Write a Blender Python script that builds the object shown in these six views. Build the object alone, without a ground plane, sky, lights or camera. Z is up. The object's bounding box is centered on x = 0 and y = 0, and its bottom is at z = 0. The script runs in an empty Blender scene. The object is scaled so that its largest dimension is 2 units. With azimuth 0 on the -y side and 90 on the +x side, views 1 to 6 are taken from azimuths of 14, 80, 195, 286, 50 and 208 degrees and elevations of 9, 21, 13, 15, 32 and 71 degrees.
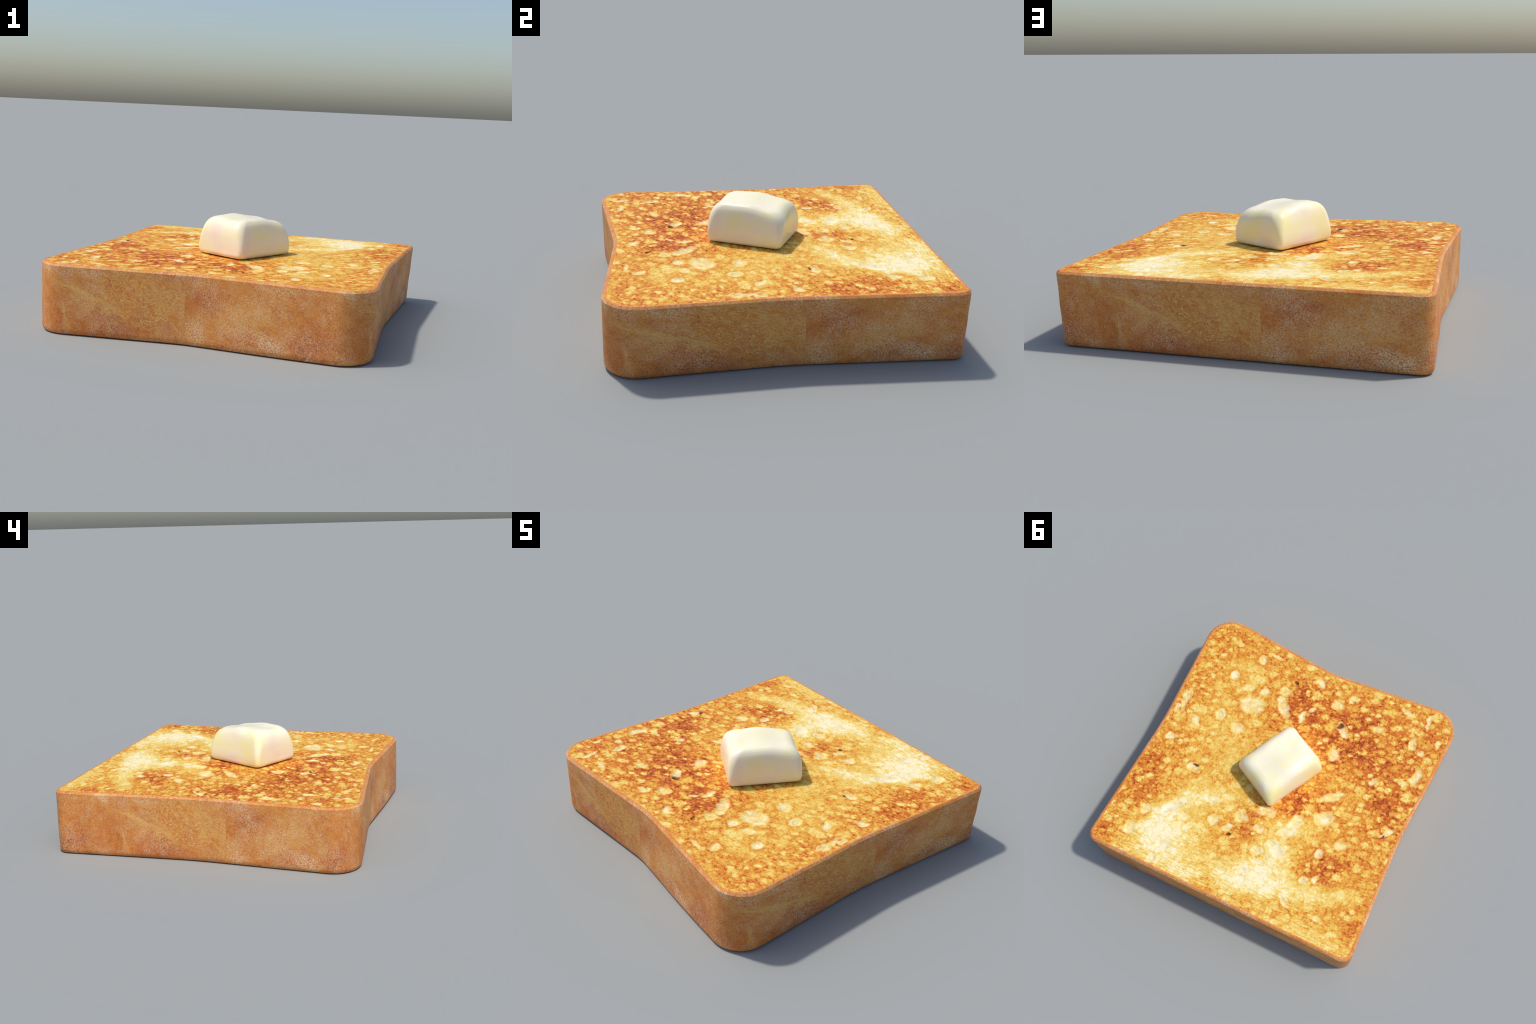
"""Thick square slice of toasted bread with a softened pat of butter on top."""
import bpy
import math
import numpy as np

# ------------------------------------------------------------------ sizes
TOP_Z = 0.408          # height of the toasted face
RIM = 0.024            # width of the crust rim seen on the toasted face
SIDE_STEPS = 560       # mesh steps along each of the four sides

# Slice outline seen from above, counter-clockwise: each entry is a corner of
# the loaf cross-section and the tangent length of the curve that rounds it.
OUTLINE = [
    (1.0035, 0.9715, 0.075),    # flat-bottom corner of the loaf
    (-0.9975, 0.9715, 0.080),
    (-0.9590, 0.0500, 0.110),   # waist
    (-1.0120, -0.9870, 0.205),  # domed corner
    (-0.0030, -0.8950, 0.075),  # dip between the two domes
    (0.4000, -0.9345, 0.060),
    (0.9640, -0.9870, 0.215),   # domed corner
    (0.9385, -0.0300, 0.120),   # waist
]
# The same corners where the wall meets the foot: the slice leans a little.
FOOT_OUTLINE = [
    (0.9850, 0.9715, 0.075), (-1.0060, 0.9720, 0.080), (-0.9610, 0.0500, 0.110), (-1.0120, -0.9870, 0.205),
    (-0.1000, -0.9040, 0.075), (0.4000, -0.9540, 0.200), (0.9680, -0.9900, 0.215), (0.9230, -0.0100, 0.140),
]
# Crust section from the crumb over the rim and down the wall: (inset, height)
SECTION = [
    (RIM, TOP_Z), (0.0185, TOP_Z + 0.0004), (0.0125, TOP_Z),                     # flat rim
    None, (0.0125, TOP_Z), (0.0060, TOP_Z - 0.0050), (0.0, TOP_Z - 0.0115), None,   # crisp chamfer
    (0.0, TOP_Z - 0.0115),
]
WALL_ROWS = 26
WALL_FOOT = (0.002, 0.030)
FOOT_CURVE = [(0.0045, 0.020), (0.0080, 0.011), (0.0140, 0.004), (0.0240, 0.0)]

# Larger pores of the crumb: x, y, half-length, half-width, heading in degrees
PORES = [
    (0.407, -0.413, 0.085, 0.075, 15), (0.195, -0.494, 0.037, 0.103, 39), (0.231, -0.61, 0.049, 0.036, 4),
    (0.422, -0.2, 0.052, 0.039, 15), (-0.262, -0.518, 0.028, 0.061, 52), (0.027, -0.778, 0.037, 0.041, 26),
    (-0.158, -0.677, 0.042, 0.04, 26), (0.867, -0.234, 0.024, 0.083, 13), (0.894, -0.147, 0.017, 0.043, 10),
    (0.826, 0.056, 0.044, 0.035, 15), (0.564, 0.199, 0.049, 0.034, 10), (0.338, 0.357, 0.075, 0.024, 23),
    (-0.045, 0.265, 0.071, 0.039, 26), (-0.426, 0.137, 0.064, 0.049, 36), (0.1, 0.373, 0.049, 0.041, 160),
    (0.265, 0.478, 0.043, 0.036, 6), (0.142, 0.485, 0.042, 0.024, 26), (0.566, 0.518, 0.098, 0.035, 56),
    (0.725, 0.617, 0.041, 0.037, 26), (-0.879, -0.416, 0.032, 0.072, 179), (-0.237, 0.336, 0.074, 0.036, 31),
    (-0.262, 0.237, 0.053, 0.04, 47), (-0.218, 0.476, 0.039, 0.082, 62), (-0.101, 0.548, 0.046, 0.036, 6),
    (-0.605, 0.261, 0.053, 0.036, 26), (-0.427, 0.774, 0.022, 0.055, 64), (-0.063, 0.711, 0.049, 0.024, 6),
    (-0.503, 0.381, 0.03, 0.034, 26), (-0.481, 0.599, 0.029, 0.028, 26), (-0.556, 0.546, 0.029, 0.028, 26),
    (-0.861, 0.036, 0.061, 0.023, 48), (-0.415, -0.033, 0.086, 0.03, 38), (-0.758, -0.641, 0.027, 0.047, 10),
    (-0.841, -0.595, 0.025, 0.027, 26), (0.484, -0.525, 0.052, 0.028, 26), (0.626, -0.556, 0.032, 0.031, 26),
    (-0.613, -0.847, 0.044, 0.02, 179), (0.373, -0.553, 0.032, 0.034, 26), (0.585, -0.242, 0.035, 0.044, 26),
    (-0.93, -0.718, 0.02, 0.039, 158), (-0.232, -0.773, 0.041, 0.024, 37), (-0.292, -0.317, 0.042, 0.036, 26),
    (-0.489, -0.629, 0.038, 0.035, 26), (0.761, 0.778, 0.043, 0.047, 6), (0.496, 0.796, 0.053, 0.045, 26),
    (0.714, -0.131, 0.02, 0.046, 42), (0.042, -0.48, 0.019, 0.058, 174), (-0.004, -0.562, 0.03, 0.022, 15),
    (-0.618, -0.255, 0.032, 0.034, 174), (0.526, 0.904, 0.029, 0.035, 6), (-0.046, 0.407, 0.05, 0.025, 11),
    (0.399, -0.837, 0.054, 0.018, 4), (0.496, -0.766, 0.025, 0.041, 48), (-0.793, -0.847, 0.016, 0.052, 4),
    (0.856, -0.311, 0.019, 0.032, 15), (-0.142, 0.617, 0.045, 0.019, 16),
]

# Small pits, dark brown inside: x, y, half-length, half-width, heading
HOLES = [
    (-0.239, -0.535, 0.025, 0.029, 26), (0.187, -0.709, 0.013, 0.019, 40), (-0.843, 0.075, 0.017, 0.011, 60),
    (0.555, 0.176, 0.026, 0.011, 20), (0.121, 0.521, 0.026, 0.011, 22),  # these two are soft shading marks, drawn as pits
]

# Patches toasted darker (+) or left paler (-): x, y, half-length, half-width, heading, amount
BROWNING = [
    (-0.47, -0.494, 0.539, 0.363, 5, 0.24), (-0.091, -0.571, 0.35, 0.294, 26, 0.12), (-0.186, 0.13, 0.269, 0.11, 42, 0.24),
    (-0.808, -0.091, 0.23, 0.29, 26, 0.2), (0.142, -0.546, 0.203, 0.198, 26, 0.14), (-0.658, 0.384, 0.296, 0.123, 26, 0.16),
    (0.855, 0.345, 0.121, 0.221, 0, 0.2), (0.859, 0.579, 0.143, 0.13, 26, 0.15), (0.723, 0.055, 0.11, 0.107, 26, 0.14),
    (-0.943, 0.652, 0.118, 0.204, 6, 0.16), (-0.544, 0.529, 0.156, 0.122, 26, 0.12), (0.011, 0.411, 0.159, 0.109, 26, 0.14),
    (0.933, 0.862, 0.124, 0.127, 26, 0.18), (0.854, -0.794, 0.271, 0.124, 4, 0.08), (0.517, 0.739, 0.264, 0.206, 26, -0.34),
    (-0.159, 0.747, 0.363, 0.13, 6, -0.32), (0.558, 0.514, 0.213, 0.093, 56, -0.22), (0.316, 0.324, 0.304, 0.121, 26, -0.16),
    (-0.22, 0.519, 0.141, 0.177, 62, -0.24), (0.448, -0.089, 0.256, 0.307, 26, -0.12), (-0.701, 0.598, 0.343, 0.086, 21, -0.2),
    (-0.657, 0.943, 0.368, 0.101, 1, -0.16), (0.509, -0.616, 0.243, 0.183, 26, -0.07), (-0.259, 0.279, 0.23, 0.1, 26, -0.22),
    (0.327, 0.906, 0.352, 0.104, 1, -0.14),
]

# ------------------------------------------------------------------ butter sizes
BUTTER_CENTRE = (0.0075, -0.0575)
BUTTER_HEADING = 62.0                   # direction of its long side
BUTTER_HALF = (0.232, 0.190)
# (inset from the widest outline, height, rounding of the upright edges)
BUTTER_SECTION = [
    (0.060, 0.4085, 0.030), (0.030, 0.4105, 0.030), (0.014, 0.4150, 0.030), (0.005, 0.4230, 0.028),
    (0.000, 0.4340, 0.027), (-0.002, 0.4600, 0.028), (-0.003, 0.5000, 0.034), (-0.002, 0.5400, 0.042),
    (0.000, 0.5650, 0.048), (0.005, 0.5880, 0.052), (0.014, 0.6100, 0.055), (0.028, 0.6280, 0.057),
    (0.046, 0.6400, 0.056), (0.072, 0.6460, 0.052),
]


# ------------------------------------------------------------------ small tools
def srgb(r, g, b):
    out = []
    for c in (r, g, b):
        c /= 255.0
        out.append(c / 12.92 if c <= 0.04045 else ((c + 0.055) / 1.055) ** 2.4)
    return tuple(out) + (1.0,)


def smoothstep(lo, hi, x):
    t = np.clip((x - lo) / (hi - lo), 0.0, 1.0)
    return t * t * (3.0 - 2.0 * t)


def value_noise(x, y, scale, seed):
    """Smooth random bumps in -1..1 over the plane."""
    table = np.random.default_rng(seed).uniform(-1.0, 1.0, (256, 256))
    gx, gy = x * scale + 100.0, y * scale + 100.0
    ix, iy = np.floor(gx).astype(int), np.floor(gy).astype(int)
    fx, fy = gx - ix, gy - iy
    fx, fy = fx * fx * (3 - 2 * fx), fy * fy * (3 - 2 * fy)
    a, b = table[ix % 256, iy % 256], table[(ix + 1) % 256, iy % 256]
    c, d = table[ix % 256, (iy + 1) % 256], table[(ix + 1) % 256, (iy + 1) % 256]
    return (a * (1 - fx) + b * fx) * (1 - fy) + (c * (1 - fx) + d * fx) * fy


def make_object(name, verts, quads, extra_faces, material, parent=None):
    mesh = bpy.data.meshes.new(name)
    faces = [tuple(q) for q in quads.tolist()] + [tuple(f) for f in extra_faces]
    mesh.from_pydata(verts.tolist(), [], faces)
    mesh.materials.append(material)
    mesh.polygons.foreach_set("use_smooth", np.ones(len(mesh.polygons), bool))
    mesh.update()
    obj = bpy.data.objects.new(name, mesh)
    bpy.context.scene.collection.objects.link(obj)
    obj.parent = parent
    return obj


def band_quads(rows, count):
    """Quads of a closed tube: `rows` rings of `count` vertices, first ring on the inside/top."""
    r, c = np.meshgrid(np.arange(rows - 1), np.arange(count), indexing="ij")
    n = (c + 1) % count
    return np.stack([r * count + c, (r + 1) * count + c, (r + 1) * count + n, r * count + n], -1).reshape(-1, 4)


# ------------------------------------------------------------------ outline of the slice
def rounded_outline(corners, steps=160):
    """Straight runs joined by circular-looking arcs; also returns where each arc has its middle."""
    pts, middles = [], []
    n = len(corners)
    for i in range(n):
        p = np.array(corners[i][:2])
        a = np.array(corners[i - 1][:2]) - p
        b = np.array(corners[(i + 1) % n][:2]) - p
        a, b = a / np.linalg.norm(a), b / np.linalg.norm(b)
        start, end = p + a * corners[i][2], p + b * corners[i][2]
        w = math.sqrt(max(0.0, (1.0 - float(a @ b)) / 2.0))     # conic weight
        t = np.linspace(0, 1, steps + 1)[:, None]
        k0, k1, k2 = (1 - t) ** 2, 2 * w * t * (1 - t), t ** 2
        arc = (k0 * start + k1 * p + k2 * end) / (k0 + k1 + k2)
        middles.append(len(pts) + steps // 2)
        pts.extend(arc)
    return np.array(pts), middles


def resample(poly, count):
    length = np.concatenate([[0], np.cumsum(np.linalg.norm(np.diff(poly, axis=0), axis=1))])
    s = np.linspace(0, length[-1], count + 1)
    return np.stack([np.interp(s, length, poly[:, k]) for k in (0, 1)], -1)


def outline_loop(corners):
    """Four sides, split at the middles of the four real corners, each with the same number of steps."""
    path, mids = rounded_outline(corners)
    ends = [mids[0], mids[1], mids[3], mids[6]]
    out = []
    for i in range(4):
        a, b = ends[i], ends[(i + 1) % 4]
        piece = path[a:b + 1] if b > a else np.concatenate([path[a:], path[:b + 1]])
        out.append(resample(piece, SIDE_STEPS)[:-1])
    return np.concatenate(out)


loop, foot_loop = outline_loop(OUTLINE), outline_loop(FOOT_OUTLINE)
tangent = np.roll(loop, -1, 0) - np.roll(loop, 1, 0)
for _ in range(6):
    tangent = (np.roll(tangent, 1, 0) + 2 * tangent + np.roll(tangent, -1, 0)) / 4
tangent /= np.linalg.norm(tangent, axis=1, keepdims=True)
inward = np.stack([-tangent[:, 1], tangent[:, 0]], -1)
COUNT = len(loop)


# ------------------------------------------------------------------ node helpers
class Nodes:
    def __init__(self, name):
        self.material = bpy.data.materials.new(name)
        self.material.use_nodes = True
        self.tree = self.material.node_tree
        self.shader = self.tree.nodes["Principled BSDF"]
        self.coords = self.tree.nodes.new("ShaderNodeTexCoord").outputs["Object"]

    def put(self, socket, value):
        if isinstance(value, bpy.types.NodeSocket):
            self.tree.links.new(value, socket)
        else:
            socket.default_value = value

    def math(self, op, a, b=0.0, c=0.0, clamp=False):
        n = self.tree.nodes.new("ShaderNodeMath")
        n.operation, n.use_clamp = op, clamp
        for s, v in zip(n.inputs, (a, b, c)):
            self.put(s, v)
        return n.outputs[0]

    def vector(self, op, a, b=(0, 0, 0), scale=None):
        n = self.tree.nodes.new("ShaderNodeVectorMath")
        n.operation = op
        self.put(n.inputs[0], a)
        if scale is None:
            self.put(n.inputs[1], b)
        else:
            self.put(n.inputs["Scale"], scale)
        return n.outputs["Value"] if op in ("LENGTH", "DISTANCE", "DOT_PRODUCT") else n.outputs["Vector"]

    def place(self, vec, location=(0, 0, 0), heading=0.0, scale=(1, 1, 1), kind="TEXTURE"):
        n = self.tree.nodes.new("ShaderNodeMapping")
        n.vector_type = kind
        self.put(n.inputs["Vector"], vec)
        n.inputs["Location"].default_value = location
        n.inputs["Rotation"].default_value = (0, 0, math.radians(heading))
        n.inputs["Scale"].default_value = scale
        return n.outputs[0]

    def noise(self, vec, scale, detail=3.0, rough=0.55, colour=False, distortion=0.0):
        n = self.tree.nodes.new("ShaderNodeTexNoise")
        self.put(n.inputs["Vector"], vec)
        n.inputs["Scale"].default_value = scale
        n.inputs["Detail"].default_value = detail
        n.inputs["Roughness"].default_value = rough
        n.inputs["Distortion"].default_value = distortion
        return n.outputs["Color" if colour else "Fac"]

    def voronoi(self, vec, scale, feature="F1", smooth=0.3):
        n = self.tree.nodes.new("ShaderNodeTexVoronoi")
        n.voronoi_dimensions, n.feature = "2D", feature
        self.put(n.inputs["Vector"], vec)
        n.inputs["Scale"].default_value = scale
        if feature == "SMOOTH_F1":
            n.inputs["Smoothness"].default_value = smooth
        return n

    def ramp_to(self, value, lo, hi, out_lo=0.0, out_hi=1.0):
        n = self.tree.nodes.new("ShaderNodeMapRange")
        n.interpolation_type = "SMOOTHSTEP"
        for s, v in zip(n.inputs, (value, lo, hi, out_lo, out_hi)):
            self.put(s, v)
        return n.outputs[0]

    def split(self, vec):
        n = self.tree.nodes.new("ShaderNodeSeparateXYZ")
        self.put(n.inputs[0], vec)
        return n.outputs

    def join(self, x, y, z=0.0):
        n = self.tree.nodes.new("ShaderNodeCombineXYZ")
        for s, v in zip(n.inputs, (x, y, z)):
            self.put(s, v)
        return n.outputs[0]

    def mix(self, fac, a, b):
        n = self.tree.nodes.new("ShaderNodeMix")
        n.data_type = "RGBA"
        self.put(n.inputs[0], fac)
        self.put(n.inputs[6], a)
        self.put(n.inputs[7], b)
        return n.outputs[2]

    def colours(self, fac, stops):
        n = self.tree.nodes.new("ShaderNodeValToRGB")
        self.put(n.inputs[0], fac)
        e = n.color_ramp.elements
        while len(e) < len(stops):
            e.new(0.5)
        for i, (p, c) in enumerate(stops):
            e[i].position, e[i].color = p, c
        return n.outputs[0]

    def bump(self, height, strength, distance):
        n = self.tree.nodes.new("ShaderNodeBump")
        n.inputs["Strength"].default_value = strength
        n.inputs["Distance"].default_value = distance
        self.put(n.inputs["Height"], height)
        self.tree.links.new(n.outputs[0], self.shader.inputs["Normal"])

    def finish(self, colour, roughness, specular=0.5):
        self.put(self.shader.inputs["Base Color"], colour)
        self.put(self.shader.inputs["Roughness"], roughness)
        self.put(self.shader.inputs["Specular IOR Level"], specular)
        return self.material


def sum_of(n, items):
    total = items[0]
    for i in items[1:]:
        total = n.math("ADD", total, i)
    return total


# ------------------------------------------------------------------ toasted crumb material
def crumb_material():
    n = Nodes("toasted_crumb")
    x, y, _ = n.split(n.coords)
    flat = n.join(x, y)
    wobble = n.vector("SUBTRACT", n.noise(flat, 26.0, 2.0, colour=True), (0.5, 0.5, 0.5))
    wobble = n.vector("MULTIPLY", wobble, (0.020, 0.020, 0.0))
    bent = n.vector("ADD", flat, wobble)
    wide = n.vector("SUBTRACT", n.noise(flat, 5.0, 3.0, colour=True), (0.5, 0.5, 0.5))
    loose = n.vector("ADD", bent, n.vector("MULTIPLY", wide, (0.16, 0.16, 0.0)))

    # how strongly each part of the face is toasted
    toast = n.math("MULTIPLY_ADD", n.noise(flat, 3.2, 4.0, 0.6), 0.50, -0.25)
    # (the running value rides along in z, squashed to nothing, so that the patches are worked out one by one)
    lx, ly, _ = n.split(loose)
    for px, py, a, b, heading, amount in BROWNING:
        local = n.place(n.join(lx, ly, toast), (px, py, 0), heading, (a, b, 1e5))
        falloff = n.math("POWER", 0.22, n.vector("DOT_PRODUCT", local, local))
        toast = n.math("MULTIPLY_ADD", falloff, amount * (1.75 if amount < 0 else 1.2), toast)

    # bubbles of three sizes: pale and soft-edged, set in a browned, grainy matrix
    frayed = n.vector("SUBTRACT", n.noise(flat, 48.0, 3.0, 0.6, colour=True), (0.5, 0.5, 0.5))
    frayed = n.vector("ADD", bent, n.vector("MULTIPLY", frayed, (0.025, 0.025, 0.0)))
    turned = n.place(frayed, (0, 0, 0), 20, (1.20, 0.90, 1))

    def bubbles(offset, scale, share, low, high):
        cell = n.voronoi(n.vector("ADD", turned, offset), scale)
        one, two, three = n.split(cell.outputs["Color"])
        size = n.math("MULTIPLY_ADD", one, high - low, low)
        ratio = n.math("DIVIDE", cell.outputs["Distance"], size)
        there = n.math("MULTIPLY", n.ramp_to(two, share, share + 0.06, 1.0, 0.0), n.ramp_to(ratio, 0.35, 1.18, 1.0, 0.0))
        paleness = n.math("MULTIPLY_ADD", three, 0.85, 0.30)
        return n.math("MULTIPLY", there, paleness)

    bubble = n.math("MAXIMUM", bubbles((0.0, 0.0, 0), 11.0, 0.62, 0.26, 0.52), bubbles((3.1, 1.7, 0), 17.5, 0.80, 0.30, 0.58))
    bubble = n.math("MAXIMUM", bubble, n.math("MULTIPLY", bubbles((5.3, 2.9, 0), 36.0, 0.75, 0.35, 0.55), 0.6))
    grain = n.noise(flat, 190.0, 3.0, 0.65)
    speck = n.noise(flat, 75.0, 3.0, 0.6)
    fine = n.math("ADD", n.math("MULTIPLY_ADD", grain, 0.46, -0.23), n.math("MULTIPLY_ADD", speck, 0.56, -0.28))
    fine = n.math("MULTIPLY", fine, n.math("MULTIPLY_ADD", bubble, -0.35, 1.0))
    flecks = n.ramp_to(n.noise(n.vector("ADD", flat, (4, 1, 0)), 40.0, 4.0, 0.62, distortion=0.5), 0.47, 0.66, -0.06, 0.24)
    flecks = n.math("MULTIPLY", flecks, n.math("MULTIPLY_ADD", toast, 1.2, 0.75, clamp=True))
    fine = n.math("ADD", fine, flecks)
    # the doughy end of the slice is drawn out into strands along the edge
    strands = n.math("MULTIPLY_ADD", n.noise(n.place(bent, (0, 0, 0), 4, (0.16, 0.022, 1)), 2.2, 3.0, 0.6), 0.7, -0.35)
    strands = n.math("MULTIPLY", strands, n.ramp_to(y, 0.50, 0.75))
    toast = n.math("MAXIMUM", toast, -0.48)
    wall = n.math("MULTIPLY", bubble, n.math("MAXIMUM", n.math("MULTIPLY_ADD", toast, 0.90, 0.33), 0.20))
    level = n.math("ADD", n.math("SUBTRACT", toast, wall), n.math("ADD", n.math("ADD", fine, strands), 0.57))

    ragged = n.vector("SUBTRACT", n.noise(n.vector("ADD", flat, (2, 5, 0)), 13.0, 1.0, 0.5, colour=True), (0.5, 0.5, 0.5))
    bx, by, _ = n.split(n.vector("ADD", bent, n.vector("MULTIPLY", ragged, (0.060, 0.060, 0.0))))
    # the larger pores: insides pale, never touched by the heat
    near = n.math("ADD", level, 50.0)
    for px, py, a, b, heading in PORES:
        r = n.vector("LENGTH", n.place(n.join(bx, by, near), (px, py, 0), heading, (a, b, 1e5)))
        near = n.math("MINIMUM", near, r)
    inside = n.ramp_to(near, 0.55, 1.25, 1.0, 0.0)
    lip = n.math("MULTIPLY", n.ramp_to(near, 1.0, 1.25), n.ramp_to(near, 1.25, 1.7, 1.0, 0.0))
    level = n.math("ADD", level, n.math("MULTIPLY", lip, 0.07))
    hollow = n.math("MULTIPLY_ADD", level, 0.42, n.math("MULTIPLY_ADD", speck, 0.28, -0.14))
    level = n.math("ADD", n.math("MULTIPLY", level, n.math("SUBTRACT", 1.0, inside)), n.math("MULTIPLY", hollow, inside))

    colour = n.colours(level, [
        (0.0, srgb(243, 230, 188)), (0.16, srgb(237, 213, 132)), (0.32, srgb(230, 188, 86)),
        (0.50, srgb(220, 153, 54)), (0.68, srgb(204, 112, 39)), (0.86, srgb(177, 79, 29)), (1.0, srgb(134, 55, 25))])
    mottle = n.ramp_to(n.noise(flat, 24.0, 3.0, 0.6), 0.38, 0.62)
    crumb_white = n.mix(mottle, srgb(224, 192, 128), srgb(250, 236, 204))
    crumb_white = n.mix(n.ramp_to(n.noise(n.vector("ADD", flat, (9, 9, 0)), 95.0, 2.0), 0.66, 0.74, 0.0, 0.5), crumb_white, srgb(170, 120, 66))
    colour = n.mix(n.math("MULTIPLY", inside, n.ramp_to(n.noise(n.vector("ADD", flat, (1, 8, 0)), 7.0, 1.0), 0.35, 0.65, 0.15, 0.62)), colour, crumb_white)
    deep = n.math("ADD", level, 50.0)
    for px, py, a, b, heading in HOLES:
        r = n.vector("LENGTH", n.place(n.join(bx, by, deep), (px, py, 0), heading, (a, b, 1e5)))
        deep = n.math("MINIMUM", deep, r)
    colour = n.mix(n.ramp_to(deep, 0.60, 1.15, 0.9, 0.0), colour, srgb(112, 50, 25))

    height = n.math("SUBTRACT", n.math("MULTIPLY", fine, 0.7), n.math("MULTIPLY", bubble, 0.30))
    n.bump(height, 0.35, 0.010)
    return n.finish(colour, 0.75, 0.25)


# ------------------------------------------------------------------ crust material
def crust_material():
    n = Nodes("baked_crust")
    x, y, z = n.split(n.coords)
    # run once round the slice; the pattern starts anew at the middle of each side
    angle = n.math("ARCTAN2", y, x)
    two = n.math("MULTIPLY", angle, 2.0)
    shift = sum_of(n, [n.math("MULTIPLY", n.math("COSINE", angle), -0.0575),
                       n.math("MULTIPLY", n.math("SINE", angle), 0.1225),
                       n.math("MULTIPLY_ADD", n.math("COSINE", two), 0.06, 0.0725)])
    turned = n.math("SUBTRACT", angle, shift)
    turned = n.math("ADD", turned, n.math("MULTIPLY", n.math("SUBTRACT", z, 0.2), 0.04))
    quarter = n.math("MULTIPLY", n.math("FRACT", n.math("ADD", n.math("DIVIDE", turned, math.pi / 2), 4.0)), math.pi / 2)
    first = n.math("TANGENT", n.math("MINIMUM", quarter, math.pi / 4))
    second = n.math("TANGENT", n.math("MINIMUM", n.math("SUBTRACT", math.pi / 2, quarter), math.pi / 4))
    along = n.math("ADD", first, n.math("SUBTRACT", 1.0, second))     # 0..2 from side middle to side middle
    depth = n.math("MAXIMUM", n.math("ABSOLUTE", x), n.math("ABSOLUTE", y))
    skin = n.join(along, z, n.math("MULTIPLY", depth, 0.35))
    face = n.join(along, z)

    wobble = n.vector("SUBTRACT", n.noise(skin, 9.0, 3.0, colour=True), (0.5, 0.5, 0.5))
    bent = n.vector("ADD", face, n.vector("MULTIPLY", wobble, (0.16, 0.12, 0.0)))

    def patch(px, py, a, b, heading, amount, lo=0.3, hi=1.2):
        r = n.vector("LENGTH", n.place(bent, (px, py, 0), heading, (a, b, 1)))
        return n.ramp_to(r, lo, hi, amount, 0.0)

    big = n.noise(skin, 4.5, 4.0, 0.6)
    mid = n.noise(skin, 22.0, 4.0, 0.65)
    fine = n.noise(skin, 110.0, 3.0, 0.7)
    # red-brown against golden
    red = sum_of(n, [n.math("MULTIPLY_ADD", big, 0.8, 0.02), n.math("MULTIPLY_ADD", mid, 0.9, -0.45),
                     n.math("MULTIPLY_ADD", fine, 1.5, -0.75),
                     patch(1.45, 0.06, 0.34, 0.09, 5, 0.36, 0.0, 1.5), patch(0.17, 0.26, 0.20, 0.10, 20, 0.22, 0.0, 1.5),
                     patch(0.42, 0.06, 0.22, 0.08, 10, 0.26, 0.0, 1.5), patch(0.80, 0.08, 0.16, 0.14, 0, 0.26, 0.0, 1.5),
                     patch(1.75, 0.26, 0.32, 0.12, -12, -0.12, 0.0, 1.5), patch(0.35, 0.19, 0.26, 0.10, 0, -0.20, 0.0, 1.5)])
    colour = n.colours(red, [(0.0, srgb(220, 155, 72)), (0.35, srgb(211, 132, 53)), (0.60, srgb(199, 112, 43)),
                             (0.85, srgb(178, 90, 31)), (1.0, srgb(160, 74, 27))])

    # stretched fibres: a pale pull running down to the side middle
    fibre_space = n.place(bent, (1.5, 0.2, 0), -20, (0.20, 0.045, 1))
    fibres = n.noise(fibre_space, 3.4, 4.0, 0.6, distortion=0.6)
    fibres = n.math("ABSOLUTE", n.math("SUBTRACT", fibres, 0.5))
    fibres = n.ramp_to(fibres, 0.0, 0.05, 1.0, 0.0)
    where = n.math("MAXIMUM", patch(1.72, 0.24, 0.42, 0.20, -12, 0.85, 0.5, 1.1), patch(1.40, 0.21, 0.40, 0.06, -20, 1.0))
    streak = n.math("MULTIPLY", fibres, where)
    band = patch(1.38, 0.215, 0.34, 0.022, -20, 0.42)
    stem = patch(1.17, 0.11, 0.018, 0.10, 4, 0.35)
    colour = n.mix(n.math("MAXIMUM", n.math("MULTIPLY", streak, 1.0), n.math("MAXIMUM", band, stem)), colour, srgb(233, 186, 108))

    # flour bloom: dense little whitish specks, gathered in clouds and along the upper edge
    dots = n.voronoi(n.vector("ADD", n.join(along, n.math("SUBTRACT", z, depth)), n.vector("MULTIPLY", wobble, (0.02, 0.02, 0))), 95.0)
    dot = n.ramp_to(dots.outputs["Distance"], 0.18, 0.46, 1.0, 0.0)
    dust = n.ramp_to(n.noise(skin, 150.0, 2.0, 0.6), 0.48, 0.62)
    worms = n.ramp_to(n.math("ABSOLUTE", n.math("SUBTRACT", n.noise(skin, 60.0, 3.0, 0.6, distortion=0.8), 0.5)), 0.0, 0.07, 1.0, 0.0)
    cloud = sum_of(n, [n.math("MULTIPLY_ADD", n.noise(n.vector("ADD", skin, (7, 3, 1)), 7.0, 5.0, 0.65), 2.0, -0.72),
                       patch(0.05, 0.09, 0.10, 0.09, 0, 0.40), patch(0.52, 0.09, 0.14, 0.06, -20, 0.45),
                       patch(1.36, 0.375, 0.16, 0.035, 0, 0.45), patch(1.02, 0.385, 0.10, 0.03, 0, 0.40),
                       patch(1.70, 0.39, 0.20, 0.025, 0, 0.25), patch(0.62, 0.385, 0.25, 0.02, 0, 0.25)])
    cloud = n.math("MAXIMUM", n.math("MINIMUM", cloud, 1.0), 0.12)
    bloom = n.math("MULTIPLY", cloud, n.math("ADD", n.math("MULTIPLY", dot, 0.45), n.math("ADD", n.math("MULTIPLY", dust, 0.5), n.math("MULTIPLY", worms, 0.5))))
    bloom = n.math("MULTIPLY", bloom, n.math("MULTIPLY_ADD", where, -0.6, 1.0))
    colour = n.mix(n.math("MINIMUM", bloom, 0.85), colour, srgb(236, 210, 170))

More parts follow.
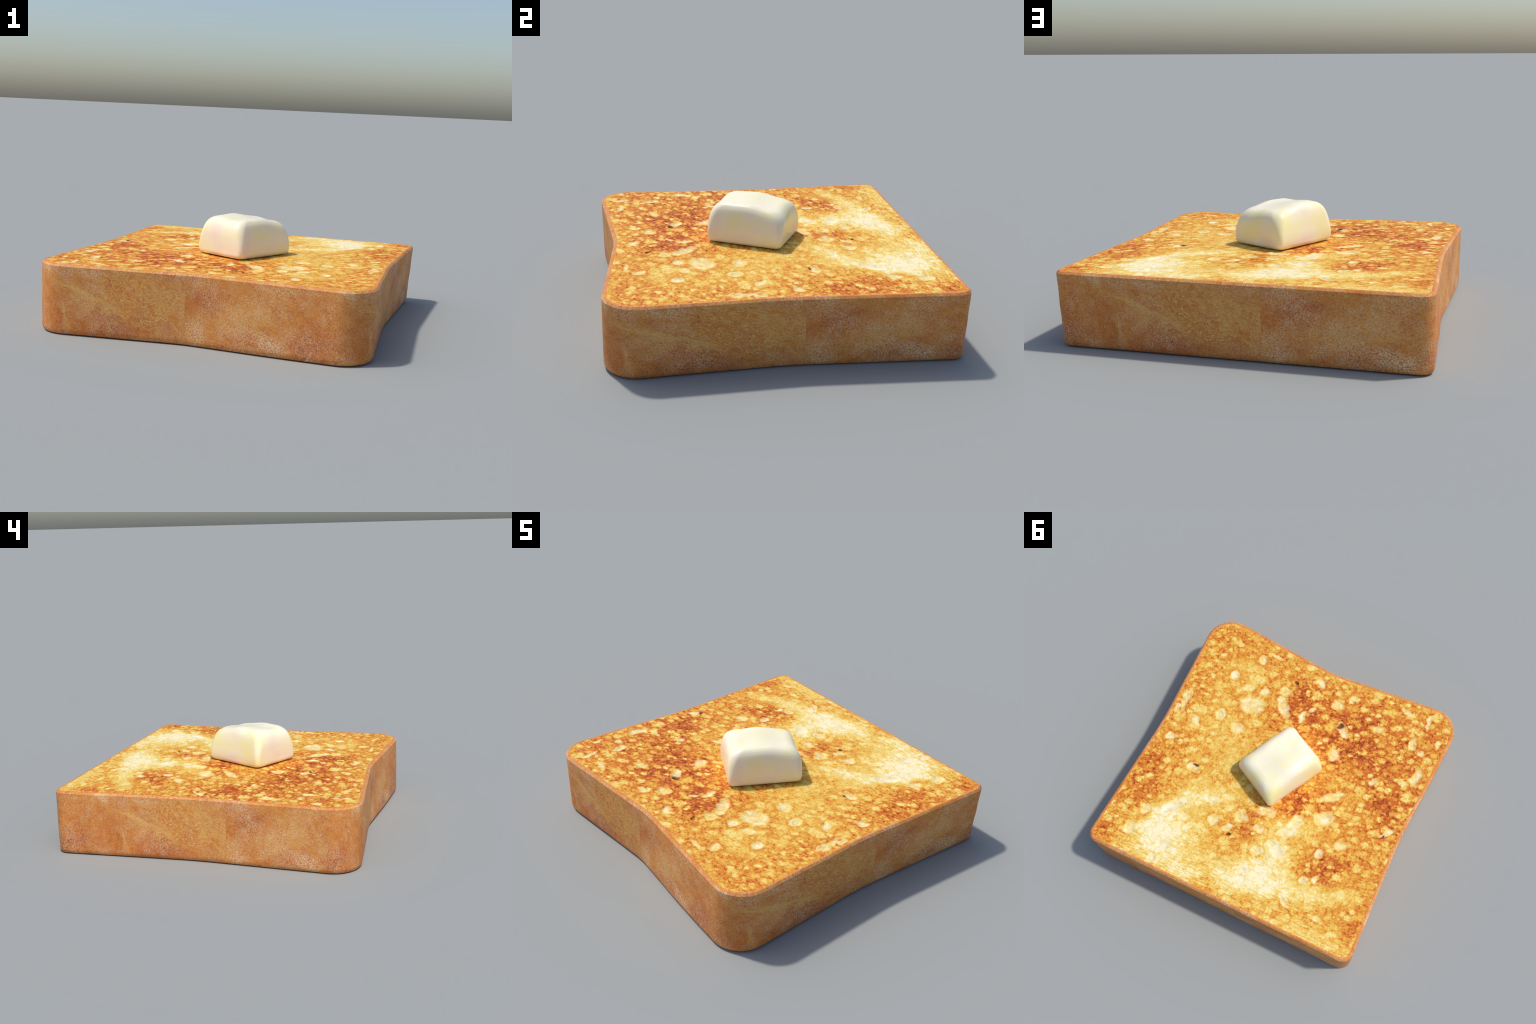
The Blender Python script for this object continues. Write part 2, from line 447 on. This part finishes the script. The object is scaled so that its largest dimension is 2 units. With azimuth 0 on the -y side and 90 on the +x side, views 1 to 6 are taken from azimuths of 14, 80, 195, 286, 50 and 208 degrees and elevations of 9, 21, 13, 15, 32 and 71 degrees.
    # the cut edge beside the crumb is orange
    cut = n.math("MULTIPLY", n.ramp_to(z, TOP_Z - 0.0016, TOP_Z - 0.0002), n.ramp_to(mid, 0.35, 0.60, 1.0, 0.35))
    colour = n.mix(n.math("MULTIPLY", cut, 0.45), colour, srgb(212, 118, 50))
    height = n.math("ADD", n.math("MULTIPLY", mid, 0.5), n.math("MULTIPLY", fine, 0.5))
    n.bump(n.math("ADD", height, n.math("MULTIPLY", streak, 0.3)), 0.30, 0.007)
    return n.finish(colour, 0.62, 0.3)


# ------------------------------------------------------------------ butter material
def butter_material():
    n = Nodes("soft_butter")
    tint = n.noise(n.coords, 6.0, 2.0, 0.5)
    colour = n.colours(tint, [(0.30, srgb(250, 231, 208)), (0.48, srgb(252, 241, 208)), (0.68, srgb(251, 240, 180))])
    n.shader.inputs["Subsurface Weight"].default_value = 0.15
    n.shader.inputs["Subsurface Radius"].default_value = (0.05, 0.035, 0.015)
    n.shader.inputs["Subsurface Scale"].default_value = 0.6
    return n.finish(colour, 0.28, 0.5)


CRUMB, CRUST, BUTTER = crumb_material(), crust_material(), butter_material()

# ------------------------------------------------------------------ toast
toast = bpy.data.objects.new("toast_slice", None)
bpy.context.scene.collection.objects.link(toast)
toast["label"] = "thick square slice of golden brown toast with rounded corners"
toast["category"] = "toast"

section = list(SECTION)
top_in, top_h = SECTION[-1]
for i in range(1, WALL_ROWS + 1):
    t = i / WALL_ROWS
    section.append((top_in + (WALL_FOOT[0] - top_in) * t, top_h + (WALL_FOOT[1] - top_h) * t))
section += FOOT_CURVE

ring_length = np.linspace(0, 8.0, COUNT, endpoint=False)
rings = []
breaks = [i - k for k, i in enumerate(j for j, row in enumerate(section) if row is None)]
section = [row for row in section if row is not None]
for inset, h in section:
    lean = float(np.clip((TOP_Z - 0.0115 - h) / (TOP_Z - 0.0415), 0.0, 1.0))
    p = loop * (1 - lean) + foot_loop * lean + inward * inset
    if 0.01 < h < TOP_Z - 0.006:          # faint unevenness of the baked wall
        fade = float(smoothstep(TOP_Z - 0.006, TOP_Z - 0.05, h) * smoothstep(0.0, 0.05, h))
        lumps = value_noise(p[:, 0] * 1.0 + p[:, 1] * 0.37, p[:, 1] + h * 1.3, 9.0, 11)
        p = p + inward * (lumps * 0.0014 * fade)[:, None]
    rings.append(np.column_stack([p, np.full(COUNT, h)]))
crust_verts = np.concatenate(rings)
rows = len(section)
quads = band_quads(rows, COUNT).reshape(rows - 1, COUNT, 4)
quads = np.delete(quads, [i - 1 for i in breaks], axis=0).reshape(-1, 4)     # hard edges along the chamfer
base = list(range((rows - 1) * COUNT, rows * COUNT))[::-1]
crust = make_object("crust", crust_verts, quads, [base], CRUST, toast)

# toasted face: a patch stretched between the four sides of the rim's inner edge
inner = loop + inward * RIM
N = SIDE_STEPS
side = [np.concatenate([inner[i * N:(i + 1) * N], inner[((i + 1) * N) % COUNT][None]]) for i in range(4)]
back, left, front, right = side[0][::-1], side[1][::-1], side[2], side[3]
u = np.linspace(0, 1, N + 1)[:, None, None]
v = np.linspace(0, 1, N + 1)[None, :, None]
surface = ((1 - v) * front[:, None] + v * back[:, None] + (1 - u) * left[None] + u * right[None]
           - ((1 - u) * (1 - v) * front[0] + u * (1 - v) * front[-1] + (1 - u) * v * back[0] + u * v * back[-1]))
sx, sy = surface[..., 0], surface[..., 1]
edge = np.minimum(np.minimum(u, 1 - u), np.minimum(v, 1 - v))[..., 0]
fade = smoothstep(0.0, 0.012, edge)
relief = 0.0012 * value_noise(sx, sy, 7.0, 3) + 0.0009 * value_noise(sx, sy, 24.0, 4) + 0.0006 * value_noise(sx, sy, 70.0, 5)
wx = sx + 0.010 * value_noise(sx, sy, 26.0, 21)
wy = sy + 0.010 * value_noise(sx, sy, 26.0, 22)


def pit(px, py, a, b, heading):
    c, s = math.cos(math.radians(heading)), math.sin(math.radians(heading))
    dx, dy = wx - px, wy - py
    return np.hypot((dx * c + dy * s) / a, (dy * c - dx * s) / b)


hollow = np.zeros_like(sx)
for px, py, a, b, heading in PORES:
    hollow = np.maximum(hollow, min(0.007, 0.14 * min(a, b) + 0.001) * smoothstep(1.10, 0.45, pit(px, py, a, b, heading)))
for px, py, a, b, heading in HOLES:
    hollow = np.maximum(hollow, 0.016 * smoothstep(1.1, 0.3, pit(px, py, a, b, heading)))
# scattered small bubbles, each a shallow dimple
rng = np.random.default_rng(8)
for _ in range(900):
    px, py, r = rng.uniform(-0.95, 0.95), rng.uniform(-0.93, 0.93), rng.uniform(0.008, 0.024)
    i0, j0 = int((px + 0.97) / 1.94 * N), int((py + 0.95) / 1.9 * N)
    k = 22
    box = (slice(max(i0 - k, 0), i0 + k), slice(max(j0 - k, 0), j0 + k))
    d = np.hypot(wx[box] - px, wy[box] - py) / r
    hollow[box] = np.maximum(hollow[box], r * 0.11 * smoothstep(1.0, 0.2, d))
sz = TOP_Z + (relief - hollow) * fade
crumb_verts = np.stack([sx, sy, sz], -1).reshape(-1, 3)
gi, gj = np.meshgrid(np.arange(N), np.arange(N), indexing="ij")
k = gi * (N + 1) + gj
crumb_quads = np.stack([k, k + N + 1, k + N + 2, k + 1], -1).reshape(-1, 4)
crumb = make_object("crumb", crumb_verts, crumb_quads, [], CRUMB, toast)


# ------------------------------------------------------------------ butter
def rounded_rectangle(a, b, r, count=48):
    """Closed ring with the same number of points on every straight run and every corner."""
    r = min(r, a * 0.95, b * 0.95)
    pts = []
    for k, (cx, cy) in enumerate([(a - r, b - r), (-a + r, b - r), (-a + r, -b + r), (a - r, -b + r)]):
        t = np.linspace(0, math.pi / 2, count // 2, endpoint=False) + k * math.pi / 2
        arc = np.stack([cx + r * np.cos(t), cy + r * np.sin(t)], -1)
        nxt = [(-a + r, b), (-a, -b + r), (a - r, -b), (a, b - r)][k]
        end = np.array([cx, cy]) + r * np.array([math.cos((k + 1) * math.pi / 2), math.sin((k + 1) * math.pi / 2)])
        run = end + (np.array(nxt) - end) * np.linspace(0, 1, count, endpoint=False)[:, None]
        pts += [arc, run]
    return np.concatenate(pts)


def interpolate_section(section, count):
    s = np.array(section)
    d = np.concatenate([[0], np.cumsum(np.hypot(np.diff(s[:, 0]), np.diff(s[:, 1])))])
    t = np.linspace(0, d[-1], count)
    out = np.stack([np.interp(t, d, s[:, k]) for k in range(3)], -1)
    for _ in range(3):
        out[1:-1] = (out[:-2] + 2 * out[1:-1] + out[2:]) / 4
    return out


sect = interpolate_section(BUTTER_SECTION, 64)
half_a, half_b = BUTTER_HALF
rings = []
for inset, h, r in sect:
    ring = rounded_rectangle(half_a - inset, half_b - inset - 0.016 * float(smoothstep(0.45, 0.60, h)), r)
    rings.append(np.column_stack([ring, np.full(len(ring), h)]))
shoulder = rings[-1]
for i in range(1, 26):                           # top, closing on its middle
    f = 1 - i / 26.0
    ring = shoulder.copy()
    ring[:, :2] *= f
    ring[:, 2] = shoulder[0, 2] + 0.002 * (1 - f * f)
    rings.append(ring)
M = len(shoulder)
bv = np.concatenate(rings[::-1])                 # top ring first
p, q, h = bv[:, 0] / half_a, bv[:, 1] / half_b, bv[:, 2]
top = smoothstep(0.49, 0.63, h)
swell = (0.005 - 0.0164 * p + 0.0118 * q - 0.0224 * p * p + 0.0065 * q * q + 0.0081 * p ** 3 - 0.0086 * q ** 3
         + 0.0037 * np.cos(2 * math.pi * p) + 0.0033 * np.sin(2 * math.pi * q)
         - 0.005 * np.exp(-((p + 0.78) / 0.16) ** 2 - ((q - 0.25) / 0.35) ** 2)      # knife marks
         - 0.004 * np.exp(-((p - 0.05) / 0.30) ** 2 - ((q + 0.45) / 0.12) ** 2)
         + 0.003 * np.exp(-((p + 0.55) / 0.14) ** 2 - ((q + 0.70) / 0.14) ** 2)
         - 0.010 * np.exp(-((p - 0.05) / 0.42) ** 2 - ((q - 0.05) / 0.42) ** 2)              # melted hollow
         + 0.002 * value_noise(p, q, 2.6, 31))
h = h + swell * top
side_band = smoothstep(0.42, 0.46, bv[:, 2]) * smoothstep(0.63, 0.56, bv[:, 2])
# thumb-soft dents in the side walls
dent_p = np.where(p < 0, 0.004 * np.exp(-((q + 0.35) / 0.35) ** 2) * smoothstep(-0.6, -0.95, p),
                  -0.005 * np.exp(-((q - 0.25) / 0.45) ** 2) * smoothstep(0.6, 0.95, p))
dent_q = np.where(q < 0, 0.002 * np.exp(-((p - 0.1) / 0.5) ** 2) * smoothstep(-0.6, -0.95, q),
                  -0.003 * np.exp(-((p + 0.1) / 0.5) ** 2) * smoothstep(0.6, 0.95, q))
la, lb = bv[:, 0] + dent_p * side_band, bv[:, 1] + dent_q * side_band
c, s = math.cos(math.radians(BUTTER_HEADING)), math.sin(math.radians(BUTTER_HEADING))
butter_verts = np.column_stack([BUTTER_CENTRE[0] + la * c - lb * s, BUTTER_CENTRE[1] + la * s + lb * c, h])
brows = len(rings)
tip = list(range(M))
foot = list(range((brows - 1) * M, brows * M))[::-1]
butter = make_object("butter_pat", butter_verts, band_quads(brows, M), [tip, foot], BUTTER)
butter["label"] = "softened pat of pale creamy yellow butter"
butter["category"] = "butter"
